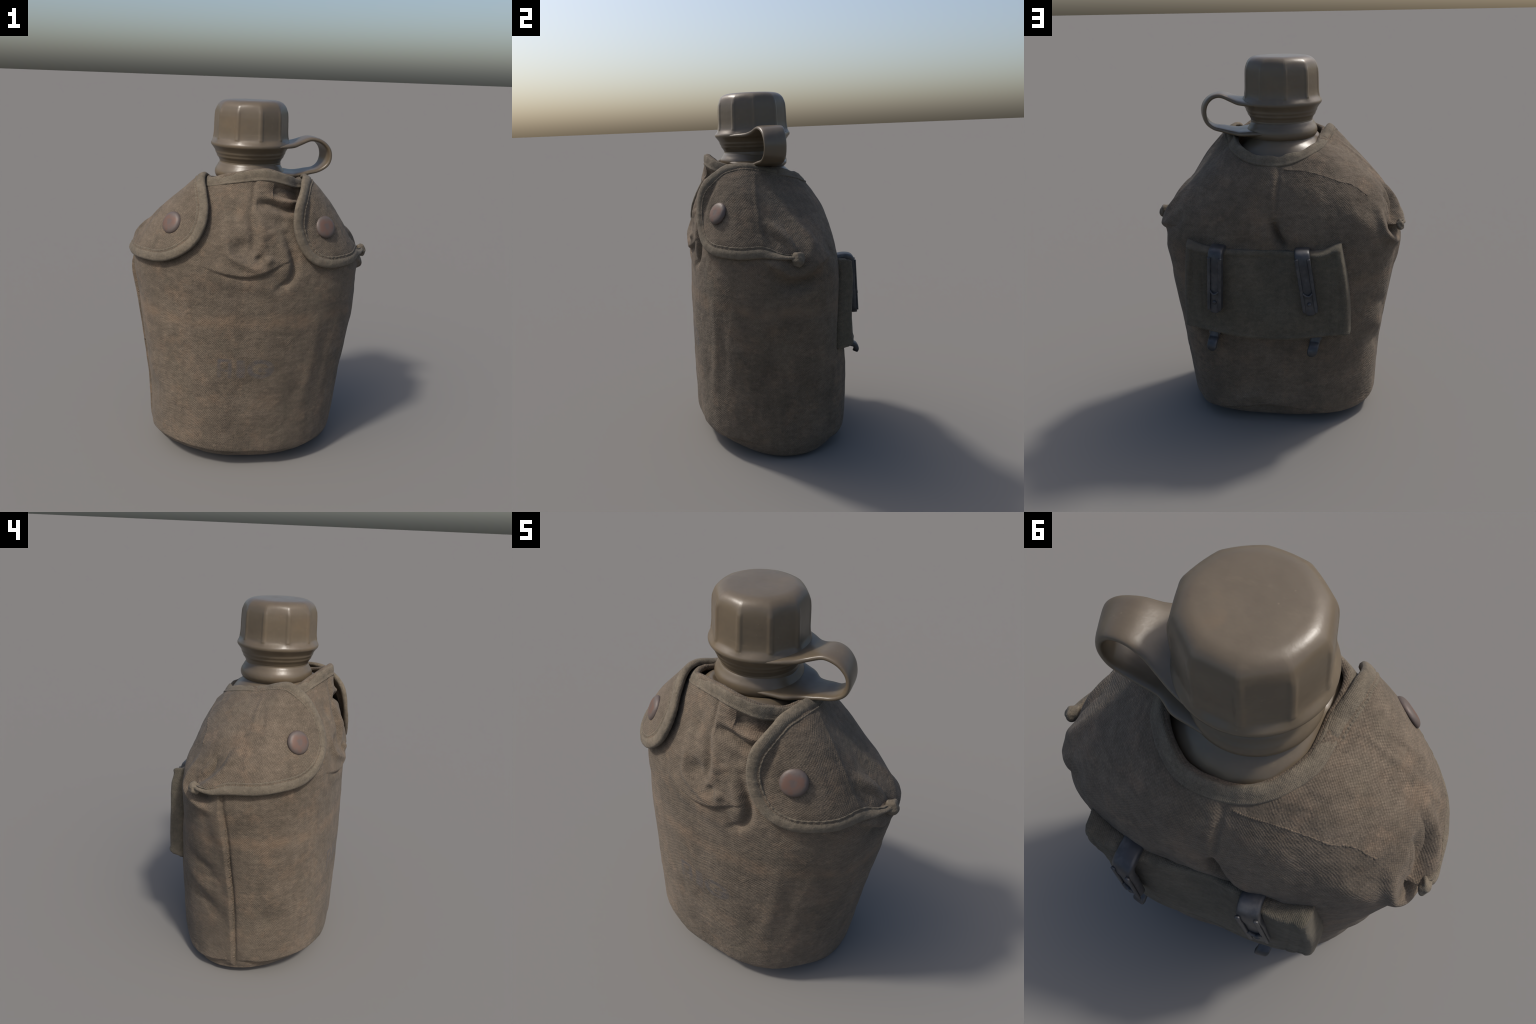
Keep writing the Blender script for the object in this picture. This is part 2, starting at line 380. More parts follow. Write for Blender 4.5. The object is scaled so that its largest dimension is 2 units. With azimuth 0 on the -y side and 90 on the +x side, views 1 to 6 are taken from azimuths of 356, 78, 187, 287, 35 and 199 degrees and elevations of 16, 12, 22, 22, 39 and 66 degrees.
def cloth(name, dark, mid, light, period=0.0105, weave_gain=0.30, worn=0.5, marks=False, bump=0.0016):
    m = Nodes(name)
    big = m.noise(m.obj, 4.2, 6.0, 0.62)
    col = m.ramp(big, [(0.34, dark), (0.5, mid), (0.66, light)])
    streak = m.noise(m.scaled(m.obj, (7, 7, 34)), 1.0, 4.0, 0.6)
    upright = m.noise(m.scaled(m.obj, (26, 26, 4)), 1.0, 4.0, 0.6)
    col = m.mix(0.30, col, m.ramp(streak, [(0.34, dark), (0.66, light)]))
    col = m.mix(0.22, col, m.ramp(upright, [(0.34, dark), (0.66, light)]))
    # rubbed, warmer patches and a few paler greenish ones
    warm = m.math("MULTIPLY", m.ramp(m.noise(m.obj, 7.5, 5.0, 0.68), [(0.52, 0.0), (0.66, 1.0)]), worn)
    col = m.mix(warm, col, tuple(c * k for c, k in zip(light, (1.20, 1.08, 1.0))))
    moss = m.math("MULTIPLY", m.ramp(m.noise(m.vmath("ADD", m.obj, (7, 3, 5)), 5.5, 5.0, 0.65), [(0.53, 0.0), (0.68, 1.0)]), 0.32)
    col = m.mix(moss, col, tuple(c * k for c, k in zip(mid, (0.93, 1.0, 0.98))))
    w = m.weave(period)
    thread = m.noise(m.obj, 140.0, 2.0, 0.6)
    crown = m.math("POWER", w, 2.0)
    fleck = m.math("MULTIPLY_ADD", m.math("SUBTRACT", crown, 0.36), weave_gain * 1.25, 1.0)
    fleck = m.math("MULTIPLY_ADD", m.math("SUBTRACT", thread, 0.5), 0.65, fleck)
    slub = m.noise(m.scaled(m.obj, (30, 30, 46)), 1.0, 4.0, 0.7)
    fleck = m.math("MULTIPLY_ADD", m.math("SUBTRACT", slub, 0.5), 0.85, fleck)
    pale = m.ramp(m.noise(m.obj, 75.0, 1.0, 0.5), [(0.70, 0.0), (0.78, 1.0)])
    fleck = m.math("MULTIPLY_ADD", pale, 0.22, fleck)
    grey = m.t.nodes.new("ShaderNodeCombineColor")
    for s in grey.inputs:
        m.put(s, fleck)
    col = m.mix(1.0, col, grey.outputs[0], "MULTIPLY")
    if marks:
        x, y, z = m.split(m.obj)
        front = m.math("LESS_THAN", y, -0.2)
        # the edge of the cup inside has rubbed a paler band round the cloth
        wavy = m.math("MULTIPLY_ADD", m.math("SUBTRACT", m.noise(m.obj, 4.0, 3.0), 0.5), 0.09, z)
        band = m.math("MULTIPLY", m.band(wavy, 0.85, 0.895, 0.035), m.ramp(m.noise(m.obj, 9.0, 3.0), [(0.34, 0.0), (0.58, 0.9)]))
        col = m.mix(m.math("MULTIPLY", band, 0.62), col, tuple(c * k for c, k in zip(light, (1.26, 1.10, 0.98))))
        # faint, evenly spaced dark upright lines on the front
        wob = m.math("MULTIPLY", m.math("SUBTRACT", m.noise(m.obj, 6.0, 1.0), 0.5), 0.02)
        saw = m.math("PINGPONG", m.math("ADD", m.math("ADD", x, 0.165), wob), 0.0445)
        line = m.math("MULTIPLY", m.band(saw, -0.01, 0.0012, 0.0016), m.band(x, -0.19, 0.21, 0.02))
        low = m.math("ADD", m.band(z, 0.04, 0.24, 0.05), m.math("MULTIPLY", m.band(z, 0.55, 0.95, 0.1), 0.5))
        line = m.math("MULTIPLY", m.math("MULTIPLY", line, low), front)
        col = m.mix(m.math("MULTIPLY", line, 0.35), col, tuple(c * 0.45 for c in dark))
        # nearly washed out ink stamp: three worn letters
        def box(cx, cz, w2, h2):
            return m.math("MULTIPLY", m.band(x, cx - w2, cx + w2, 0.006), m.band(z, cz - h2, cz + h2, 0.006))
        def ring(cx, cz, rx, rz, th):
            d = m.vmath("LENGTH", m.scaled(m.vmath("SUBTRACT", m.obj, (cx, 0, cz)), (1 / rx, 0, 1 / rz)))
            return m.band(d, 1 - th, 1 + th, 0.08)
        ink = 0.0
        for piece in STAMP(box, ring, m):
            ink = m.math("MAXIMUM", ink, piece)
        ink = m.math("MULTIPLY", ink, m.ramp(m.noise(m.obj, 22.0, 4.0, 0.7), [(0.35, 0.25), (0.62, 1.0)]))
        ink = m.math("MULTIPLY", m.math("MULTIPLY", ink, front), 0.8)
        col = m.mix(ink, col, INK)
    h = m.math("MULTIPLY_ADD", thread, 0.5, w)
    nrm = m.bump(m.noise(m.scaled(m.obj, (1, 1, 1.5)), 24.0, 5.0, 0.62), 0.55, 0.010)
    nrm = m.bump(h, 0.8, bump, nrm)
    return m.finish(col, 0.92, nrm, spec=0.18, sheen=0.05)

def STAMP(box, ring, m):
    zc = 0.617
    yield box(-0.160, zc, 0.010, 0.052)
    yield box(-0.103, zc, 0.010, 0.052)
    yield box(-0.131, zc + 0.047, 0.034, 0.008)
    yield box(-0.131, zc - 0.010, 0.034, 0.007)
    yield box(-0.045, zc, 0.022, 0.050)
    yield m.math("MULTIPLY", ring(0.062, zc, 0.058, 0.044, 0.26), 0.9)
    yield box(0.085, zc - 0.006, 0.036, 0.012)

INK = (0.075, 0.068, 0.066)
CANVAS = ((0.077, 0.060, 0.043), (0.107, 0.084, 0.061), (0.144, 0.112, 0.081))
BINDING = ((0.096, 0.079, 0.058), (0.122, 0.101, 0.074), (0.152, 0.126, 0.092))
WEBBING = ((0.072, 0.061, 0.044), (0.089, 0.076, 0.055), (0.112, 0.094, 0.068))

canvas = cloth("worn_canvas", *CANVAS, marks=True)
flap_canvas = cloth("flap_canvas", *CANVAS, weave_gain=0.36, period=0.0112)
tape = cloth("binding_tape", *BINDING, period=0.0065, weave_gain=0.16, worn=0.2, bump=0.001)
webbing = cloth("webbing", *WEBBING, period=0.0085, weave_gain=0.22, worn=0.15)

def plastic(name, base, spots=True):
    m = Nodes(name)
    blotch = m.noise(m.obj, 5.0, 4.0, 0.6)
    col = m.ramp(blotch, [(0.3, tuple(c * 0.88 for c in base)), (0.55, base), (0.75, tuple(c * k for c, k in zip(base, (1.18, 1.1, 1.02))))])
    fine = m.noise(m.obj, 26.0, 4.0, 0.65)
    col = m.mix(m.math("MULTIPLY", m.ramp(fine, [(0.55, 0.0), (0.75, 1.0)]), 0.25), col, tuple(c * 1.25 for c in base))
    dots = m.t.nodes.new("ShaderNodeTexVoronoi"); m.put(dots.inputs["Vector"], m.obj); dots.inputs["Scale"].default_value = 21.0
    sp = m.ramp(dots.outputs["Distance"], [(0.035, 1.0), (0.07, 0.0)])
    col = m.mix(m.math("MULTIPLY", sp, 0.35), col, tuple(c * 1.9 for c in base))
    scuff = m.noise(m.scaled(m.obj, (9, 22, 60)), 1.0, 5.0, 0.7)
    col = m.mix(m.math("MULTIPLY", m.ramp(scuff, [(0.58, 0.0), (0.72, 1.0)]), 0.30), col, tuple(c * 1.45 for c in base))
    grime = m.noise(m.vmath("ADD", m.obj, (3, 1, 2)), 8.0, 5.0, 0.65)
    col = m.mix(m.math("MULTIPLY", m.ramp(grime, [(0.52, 0.0), (0.68, 1.0)]), 0.35), col, tuple(c * k for c, k in zip(base, (0.78, 0.74, 0.76))))
    rough = m.math("MULTIPLY_ADD", m.noise(m.obj, 12.0, 3.0), 0.18, 0.27)
    nrm = m.bump(m.noise(m.obj, 30.0, 3.0), 0.12, 0.006)
    return m.finish(col, rough, nrm, spec=0.5)

PLASTIC = (0.112, 0.086, 0.056)
cap_plastic = plastic("cap_plastic", PLASTIC)
bottle_plastic = plastic("bottle_plastic", tuple(c * 1.0 for c in PLASTIC))

def metal(name, base, rust, rough=0.5, amount=0.35, metallic=0.35):
    m = Nodes(name)
    a = m.noise(m.obj, 24.0, 4.0, 0.6)
    col = m.ramp(a, [(0.3, tuple(c * 0.75 for c in base)), (0.6, base), (0.8, tuple(c * 1.5 for c in base))])
    r = m.math("MULTIPLY", m.ramp(m.noise(m.obj, 15.0, 4.0, 0.65), [(0.45, 0.0), (0.68, 1.0)]), amount)
    col = m.mix(r, col, rust)
    nrm = m.bump(m.noise(m.obj, 60.0, 3.0), 0.15, 0.004)
    return m.finish(col, rough, nrm, spec=0.5, metal=metallic)

clip_metal = metal("blackened_metal", (0.040, 0.041, 0.045), (0.110, 0.104, 0.100), 0.45, 0.55, 0.25)
def snap_material():
    m = Nodes("snap_metal")
    x, y, z = m.split(m.obj)
    r = m.math("SQRT", m.math("ADD", m.math("MULTIPLY", x, x), m.math("MULTIPLY", y, y)))
    n = m.noise(m.obj, 30.0, 4.0, 0.65)
    steel, copper, dark = (0.104, 0.084, 0.074), (0.124, 0.072, 0.054), (0.100, 0.074, 0.064)
    rr = m.math("MULTIPLY_ADD", m.math("SUBTRACT", n, 0.5), 0.05, r)
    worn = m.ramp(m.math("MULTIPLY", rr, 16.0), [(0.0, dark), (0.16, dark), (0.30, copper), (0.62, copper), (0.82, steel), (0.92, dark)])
    col = m.mix(m.ramp(m.noise(m.obj, 19.0, 4.0), [(0.45, 0.0), (0.7, 0.8)]), worn, steel)
    return m.finish(col, 0.52, m.bump(m.noise(m.obj, 70.0, 3.0), 0.2, 0.004), spec=0.35, metal=0.15)
snap_metal = snap_material()

# =========================================================================
#  the thing
# =========================================================================
canteen = bpy.data.objects.new("canteen", None)
bpy.context.scene.collection.objects.link(canteen)
canteen["label"] = "worn brown canvas covered field canteen with faceted plastic cap"
canteen["category"] = "canteen"

# ---- bottle: neck and shoulders -----------------------------------------
AX, AY = -0.008, -0.060
def lathe(name, profile, material, parent, n=160, shape=None, closed=False):
    pr = np.array(profile, float)
    ph = np.linspace(0, TAU, n, endpoint=False)
    R, PH = np.meshgrid(pr[:, 0], ph, indexing="xy"); Z = np.broadcast_to(pr[:, 1], R.shape)
    if shape is not None:
        R, Z = shape(R, Z, PH)
    V = np.stack([AX + R * np.sin(PH), AY - R * np.cos(PH), Z], -1)
    f = grid_faces(n, len(pr), close_u=True).tolist(); v = V.reshape(-1, 3).tolist()
    if not closed:
        for j in (0, len(pr) - 1):
            if pr[j, 0] > 1e-4:
                c = len(v); v.append(V[:, j].mean(0).tolist()); m = len(pr)
                f += [(i * m + j, ((i + 1) % n) * m + j, c) for i in range(n)]
    return make_mesh(name, v, f, material, parent=parent)

def dense(profile, n):
    p = np.array(profile, float)
    s = np.concatenate([[0], np.cumsum(np.linalg.norm(np.diff(p, axis=0), axis=1))])
    return smooth_interp(s, p, np.linspace(0, s[-1], n))

def bottle_shape(R, Z, PH):
    k = smoothstep(1.565, 1.45, Z)
    # the shoulder turns oval inside the cover
    rise = 0.055 * smoothstep(-0.1, 0.9, np.cos(PH)) * smoothstep(0.168, 0.215, R) * smoothstep(1.40, 1.48, Z)
    return R * (1 + k * (0.22 * np.sin(PH) ** 2 - 0.04 + 0.12 * smoothstep(0, 1, np.cos(PH)))), Z + rise
bottle = lathe("bottle", dense([(0.02, 1.70), (0.150, 1.70), (0.163, 1.685), (0.166, 1.62), (0.166, 1.600), (0.174, 1.584), (0.190, 1.567), (0.211, 1.548),
                                (0.232, 1.522), (0.250, 1.482), (0.260, 1.42), (0.262, 1.36), (0.26, 1.25), (0.26, 1.05), (0.02, 1.02)], 90), bottle_plastic, canteen, shape=bottle_shape)

# ---- cap -----------------------------------------------------------------
FACETS, TURN = 10, math.radians(12.0)
def facet(PH):
    a = np.mod(PH - TURN + math.pi / FACETS, TAU / FACETS) - math.pi / FACETS      # 0 on an edge
    b = math.pi / FACETS - np.abs(a)                                               # angle from facet middle
    flat = math.cos(math.pi / FACETS) / np.cos(b)
    rib = np.exp(-(a / 0.060) ** 4)
    return flat, rib
def cap_shape(R, Z, PH):
    flat, rib = facet(PH)
    amount = smoothstep(1.772, 1.800, Z) * smoothstep(2.01, 1.94, Z)
    f = 1 - (1 - np.minimum(flat * 1.018, 1.01)) * 0.95
    f = f + 0.012 * rib * smoothstep(1.79, 1.80, Z) * smoothstep(1.955, 1.93, Z)
    R = R * 0.988
    return R * (1 + (f - 1) * amount), Z + 0.004 * (np.sin(PH) * 0.6 - np.cos(PH) * 0.6) * smoothstep(1.97, 2.0, Z) * 0.3 * (R / 0.15)
cap = lathe("cap", dense([(0.001, 1.996), (0.06, 1.9965), (0.115, 1.9955), (0.143, 1.993), (0.164, 1.985), (0.181, 1.970), (0.1905, 1.950), (0.1955, 1.92), (0.198, 1.87), (0.200, 1.82),
                          (0.204, 1.797), (0.212, 1.780), (0.217, 1.770), (0.2165, 1.760), (0.209, 1.750), (0.200, 1.738), (0.194, 1.727), (0.1935, 1.722), (0.186, 1.708),
                          (0.184, 1.700), (0.176, 1.690), (0.170, 1.678), (0.166, 1.670), (0.13, 1.664)], 150), cap_plastic, canteen, n=400, shape=cap_shape)

# ---- retaining strap: ring on the neck, loop out to the right, back to the cap
strap_parts = []
ring = lathe("retaining_strap", dense([(0.162, 1.672), (0.169, 1.664), (0.177, 1.650), (0.187, 1.634), (0.1915, 1.620), (0.1915, 1.606), (0.187, 1.594), (0.180, 1.585), (0.168, 1.580), (0.160, 1.59), (0.160, 1.64), (0.162, 1.672)], 60),
             cap_plastic, canteen, n=160, closed=True,
             shape=lambda R, Z, PH: (R, Z - 0.012 * np.exp(-((np.mod(PH - 1.6 + math.pi, TAU) - math.pi) / 0.5) ** 2)))
# centre line in the plane of the loop: distance from axis, height, half width, half thickness
LOOP = [(0.060, 1.760, 0.200, 0.008), (0.120, 1.760, 0.176, 0.011), (0.175, 1.761, 0.146, 0.014), (0.220, 1.765, 0.115, 0.015), (0.265, 1.776, 0.088, 0.014), (0.325, 1.788, 0.073, 0.013), (0.374, 1.776, 0.068, 0.013), (0.410, 1.740, 0.067, 0.013),
        (0.421, 1.692, 0.067, 0.013), (0.408, 1.646, 0.067, 0.013), (0.368, 1.614, 0.068, 0.012), (0.310, 1.603, 0.078, 0.013), (0.250, 1.604, 0.092, 0.014), (0.200, 1.609, 0.132, 0.016), (0.150, 1.614, 0.150, 0.016), (0.080, 1.618, 0.172, 0.012)]
def loop():
    c = dense(LOOP, 110)
    t = np.gradient(c[:, :2], axis=0); t /= np.linalg.norm(t, axis=1, keepdims=True)
    nrm = np.stack([-t[:, 1], t[:, 0]], -1)
    az = math.radians(94.5); rad = np.array([math.sin(az), -math.cos(az), 0]); lat = np.array([math.cos(az), math.sin(az), 0]) ; up = np.array([0, 0, 1.0])
    k = 28; a = np.linspace(0, TAU, k, endpoint=False)
    ca, sa = np.cos(a), np.sin(a)
    ex = np.sign(ca) * np.abs(ca) ** 0.45; ey = np.sign(sa) * np.abs(sa) ** 0.7
    P = []
    for i in range(len(c)):
        o = np.array([AX, AY, 0]) + rad * c[i, 0] + up * c[i, 1]
        n3 = rad * nrm[i, 0] + up * nrm[i, 1]
        turn = 0.22 * smoothstep(0.24, 0.42, c[i, 0]); lat_i = lat * math.cos(turn) - rad * math.sin(turn) * abs(t[i, 1])
        lat_i = lat_i / np.linalg.norm(lat_i)
        wav = up * (0.003 * np.sin(i * 0.11) + 0.015 * smoothstep(0.22, 0.34, c[i, 0]))
        P.append(o + wav + lat_i * (ex * c[i, 2])[:, None] + n3 * (ey * c[i, 3])[:, None])
    return sweep("strap_loop", np.array(P), None, cap_plastic, parent=ring)
loop()

# ---- canvas cover ----------------------------------------------------------
NPHI = 780
def cover_body():
    w = np.concatenate([1 - (1 - np.linspace(0, 1, 190)) ** 1.0, np.linspace(1, 2, 240)[1:]])
    w = np.unique(np.concatenate([np.linspace(0, 0.10, 44), w]))
    ph = np.linspace(0, TAU, NPHI, endpoint=False)
    PH, W = np.meshgrid(ph, w, indexing="ij")
    P = body(PH, W); N = body_normal(PH, W)
    shp = P.shape
    d = relief(P.reshape(-1, 3), N.reshape(-1, 3)).reshape(shp[:2])
    d = d * smoothstep(-0.02, 0.05, P[..., 2])
    P = P + N * d[..., None]
    # mouth: the edge turns over and goes down inside
    rim, rn = P[:, -1], N[:, -1]
    tang = P[:, -1] - P[:, -2]; tang /= np.linalg.norm(tang, axis=1, keepdims=True)
    rn = rn - tang * np.einsum("ij,ij->i", rn, tang)[:, None]; rn /= np.linalg.norm(rn, axis=1, keepdims=True)
    rows = []
    th = 0.013
    for a in np.linspace(0, math.pi, 9)[1:]:
        rows.append(rim - rn * th * (1 - math.cos(a)) + tang * th * math.sin(a) * 0.9)
    last = rows[-1]
    gap = last - (rim - rn * 2 * th)
    for k in np.linspace(0, 1, 18)[1:]:
        wk = np.full(NPHI, 2.0 - 0.42 * k)
        rows.append(body(ph, wk) - body_normal(ph, np.minimum(wk, 1.98)) * (2 * th + 0.01 * k) + gap * (1 - k) + d[:, -1:] * rn * (1 - k))
    # base: shallow dished bottom
    bottom = P[:, 0]
    low = []
    for k in np.linspace(1, 0.02, 26)[1:]:
        q = bottom * np.array([k, k, 0]); q[:, 2] = bottom[:, 2] * k * k + 0.012 * (1 - k)
        q[:, 1] += (1 - k) * -0.03
        low.append(q)
    full = np.concatenate([np.stack(low[::-1], 1), P, np.stack(rows, 1)], 1)
    f = grid_faces(full.shape[0], full.shape[1], close_u=True).tolist()
    v = full.reshape(-1, 3).tolist(); m = full.shape[1]
    c = len(v); v.append([0, -0.03, 0.012])
    f += [(i * m, ((i + 1) % NPHI) * m, c) for i in range(NPHI)]
    return make_mesh("cover", v, f, canvas, parent=canteen)
cover = cover_body()

# rim binding: a flat tape folded over the edge of the mouth
TAPE = [(-0.050, 0.001), (-0.048, 0.0042), (-0.042, 0.0056), (-0.036, 0.0025), (-0.028, 0.0054), (-0.012, 0.0058), (0.000, 0.0050), (0.005, 0.002), (0.006, -0.003), (0.006, -0.010), (0.004, -0.016), (0.000, -0.0185),
        (-0.015, -0.019), (-0.035, -0.019), (-0.045, -0.016), (-0.048, -0.008)]
def rim_binding():
    n = 700; ph = np.linspace(0, TAU, n, endpoint=False)
    two = np.full(n, 2.0)
    rim = body(ph, two); below = body(ph, two - 0.03); nr = body_normal(ph, two - 0.01)
    d = relief(rim, nr); rim = rim + nr * d[:, None]; below = below + nr * d[:, None]
    t = rim - below; t /= np.linalg.norm(t, axis=1, keepdims=True)
    nr = nr - t * np.einsum("ij,ij->i", nr, t)[:, None]; nr /= np.linalg.norm(nr, axis=1, keepdims=True)
    rows = []
    gather = np.exp(-((np.degrees(ph) - 185) / 40) ** 2)
    lump = 1 + 0.18 * value_noise(rim, 14.0, 6) + 0.10 * value_noise(rim, 40.0, 7)
    heave = 0.007 * value_noise(rim, 9.0, 8) + 0.003 * value_noise(rim, 26.0, 10) + gather * (0.009 * value_noise(rim, 22.0, 9) + 0.006)
    for a, b in TAPE:
        s = np.where(b > -0.01, 1.0, 1.0)
        # follow the curved shoulder by stepping along w
        ww = 2.0 + a * 1.6
        if a < 0:
            q = body(ph, two + a * np.clip(1.0 / np.linalg.norm((body(ph, two) - body(ph, two - 0.1)) / 0.1, axis=1), 0, 3)) + nr * d[:, None]
        else:
            q = rim + t * a
        rows.append(q + nr * (b * lump + heave * (1 + a / 0.05))[:, None] + t * (0.6 * heave * (1 + a / 0.05))[:, None])
    P = np.stack(rows, 1)
    f = grid_faces(n, len(TAPE), close_u=True, close_v=True)
    return make_mesh("collar_binding", P, f, tape, parent=cover)
rim_binding()

# ---- stitched seams: a frayed selvage down the left side, a sewn line across the back
def cover_point(az, w, lift=0.0):
    ph = np.radians(np.asarray(az, float)); w = np.asarray(w, float)
    P = body(ph, w); N = body_normal(ph, w)
    return P + N * (relief(P, N) + lift)[:, None], N
def seam_cord(name, path, n, radius, beads, lift, wander, k=8):
    c = resample(path, n)
    rng = np.random.default_rng(7)
    az = c[:, 0] + wander * np.convolve(rng.normal(size=n), np.ones(5) / 5, "same")
    P, N = cover_point(az, c[:, 1], lift)
    t = np.gradient(P, axis=0); t /= np.linalg.norm(t, axis=1, keepdims=True)
    b = np.cross(N, t); b /= np.linalg.norm(b, axis=1, keepdims=True)
    a = np.linspace(0, TAU, k, endpoint=False)
    u = np.linspace(0, 1, n)
    r = radius * (0.35 + 0.65 * np.abs(np.sin(u * beads * math.pi)) ** 0.6) * (1 + 0.5 * value_noise(P, 35.0, 41))
    ring = N[:, None] * np.sin(a)[None, :, None] * 0.8 + b[:, None] * np.cos(a)[None, :, None] * 1.4
    ob = sweep(name, P[:, None] + ring * r[:, None, None], None, canvas, parent=cover)
    ob["kind"] = "stuff"
    return ob
seam_cord("side_seam", [(276.2, 0.09), (274.7, 0.303), (274.2, 0.437), (274.2, 0.571), (273.7, 0.706), (273.6, 0.832), (273.1, 0.93)], 420, 0.0040, 70, -0.002, 0.5)
seam_cord("yoke_seam", [(184.0, 1.868), (192, 1.84), (205.0, 1.794), (223.0, 1.675), (232.5, 1.59), (241.5, 1.53), (248.0, 1.43)], 420, 0.0028, 46, -0.0006, 0.4)

# ---- flaps -------------------------------------------------------------------
# free edge: azimuth, w, stand-off from the cover; runs from the collar at the
# back, along the mouth, round the front and back to the pinched tip
FLAP_EDGES = {
    "left": ([(246, 2.000, -0.016), (262, 2.000, -0.004), (282, 2.000, 0.012), (299, 1.985, 0.023), (311, 1.890, 0.028), (318, 1.790, 0.030), (324, 1.660, 0.030), (326.5, 1.520, 0.032),
              (325, 1.390, 0.032), (319, 1.290, 0.032), (309, 1.228, 0.030), (296, 1.205, 0.030), (285, 1.185, 0.028), (275, 1.175, 0.028), (267, 1.155, 0.028), (260, 1.168, 0.030)],
             [(243, 1.99), (247, 1.75), (250, 1.50), (253, 1.30), (257, 1.19)]),
    "right": ([(112, 2.000, -0.014), (98, 2.000, -0.004), (82, 2.000, 0.010), (66, 1.992, 0.028), (47, 1.960, 0.044), (37, 1.885, 0.052), (31, 1.790, 0.050), (28, 1.680, 0.042), (27, 1.560, 0.032),
               (28.5, 1.440, 0.024), (31.5, 1.340, 0.018), (36, 1.265, 0.018), (45, 1.205, 0.016), (54, 1.186, 0.014), (64, 1.178, 0.012), (74, 1.196, 0.016), (82, 1.190, 0.028), (89, 1.190, 0.032)],
              [(115, 1.99), (111, 1.75), (107, 1.50), (101, 1.30), (92, 1.20)]),
}
class Flap:
    def __init__(self, side):
        edge, inner = FLAP_EDGES[side]
        self.n = 220
        self.edge = resample(edge, self.n)
        self.inner = resample(inner, self.n)
        self.sign = -1 if side == "left" else 1
        self.folds = FLAP_FOLDS[side]
    def at(self, s, r, h=0.0):
        """s 0..1 along the edge, r 0 at the edge..1 at the inner curve, h above the middle layer"""
        s, r = np.broadcast_arrays(np.asarray(s, float), np.asarray(r, float))
        k = np.linspace(0, 1, self.n)
        e = smooth_interp(k, self.edge, s); i = smooth_interp(k, self.inner, s)
        rr = r[..., None]
        aw = e[..., :2] * (1 - rr) + i * rr
        ph, w = np.radians(aw[..., 0]), aw[..., 1]
        w = np.minimum(w, 2.0)
        off = e[..., 2] * (1 - smoothstep(0.0, 1.0, r)) - 0.016 * smoothstep(0.35, 1.0, r) + 0.008 * np.sin(np.pi * np.clip(r, 0, 1)) * (1 - r)
        P = body(ph, w); N = body_normal(ph, np.minimum(w, 1.985))
        d = off
        flat, fn = P.reshape(-1, 3), N.reshape(-1, 3)
        extra = self.relief(flat, fn).reshape(d.shape)
        d = d + extra
        return P + N * (d + h)[..., None], N
    def relief(self, P, N):
        d = 0.0035 * value_noise(P, 4.2, 11) + 0.0018 * value_noise(P, 11.0, 12) + 0.0006 * value_noise(P, 40.0, 13)
        global FOLDS
        keep, FOLDS = FOLDS, self.folds
        d = d + fold_displacement(P, N)
        FOLDS = keep
        return d

FLAP_FOLDS = {"left": [], "right": []}
def flap_fold(side, kind, amp, width, *path, tail=0.06, taper=0.6):
    FLAP_FOLDS[side].append((kind, amp, width, path, tail, taper))
flap_fold("left", "groove", 0.036, 0.026, (263.5, 1.43), (264.5, 1.33), (261.5, 1.24), (258, 1.21))
flap_fold("left", "ridge", 0.024, 0.026, (271.0, 1.42), (269.0, 1.312), (265.5, 1.245), (261, 1.19))
flap_fold("left", "ridge", 0.0045, 0.012, (266, 1.84), (268.5, 1.712), (273.5, 1.55), (277.0, 1.387), (279, 1.27))
flap_fold("left", "ridge", 0.0035, 0.012, (276, 1.76), (279.0, 1.638), (283.0, 1.506), (284.5, 1.381), (286, 1.27))
flap_fold("right", "ridge", 0.022, 0.030, (80.0, 1.44), (85.0, 1.37), (88.5, 1.28), (90.0, 1.20))
flap_fold("right", "groove", 0.010, 0.030, (75.0, 1.40), (80.0, 1.31), (83, 1.24))
flap_fold("right", "ridge", 0.0045, 0.010, (77, 1.86), (75.5, 1.731), (74.5, 1.513), (74.0, 1.394), (75.0, 1.26))
flap_fold("right", "groove", 0.009, 0.020, (48, 1.80), (39.5, 1.68), (36, 1.53), (36.5, 1.40))
flap_fold("right", "groove", 0.0035, 0.02, (62, 1.72), (66, 1.55), (66, 1.40))


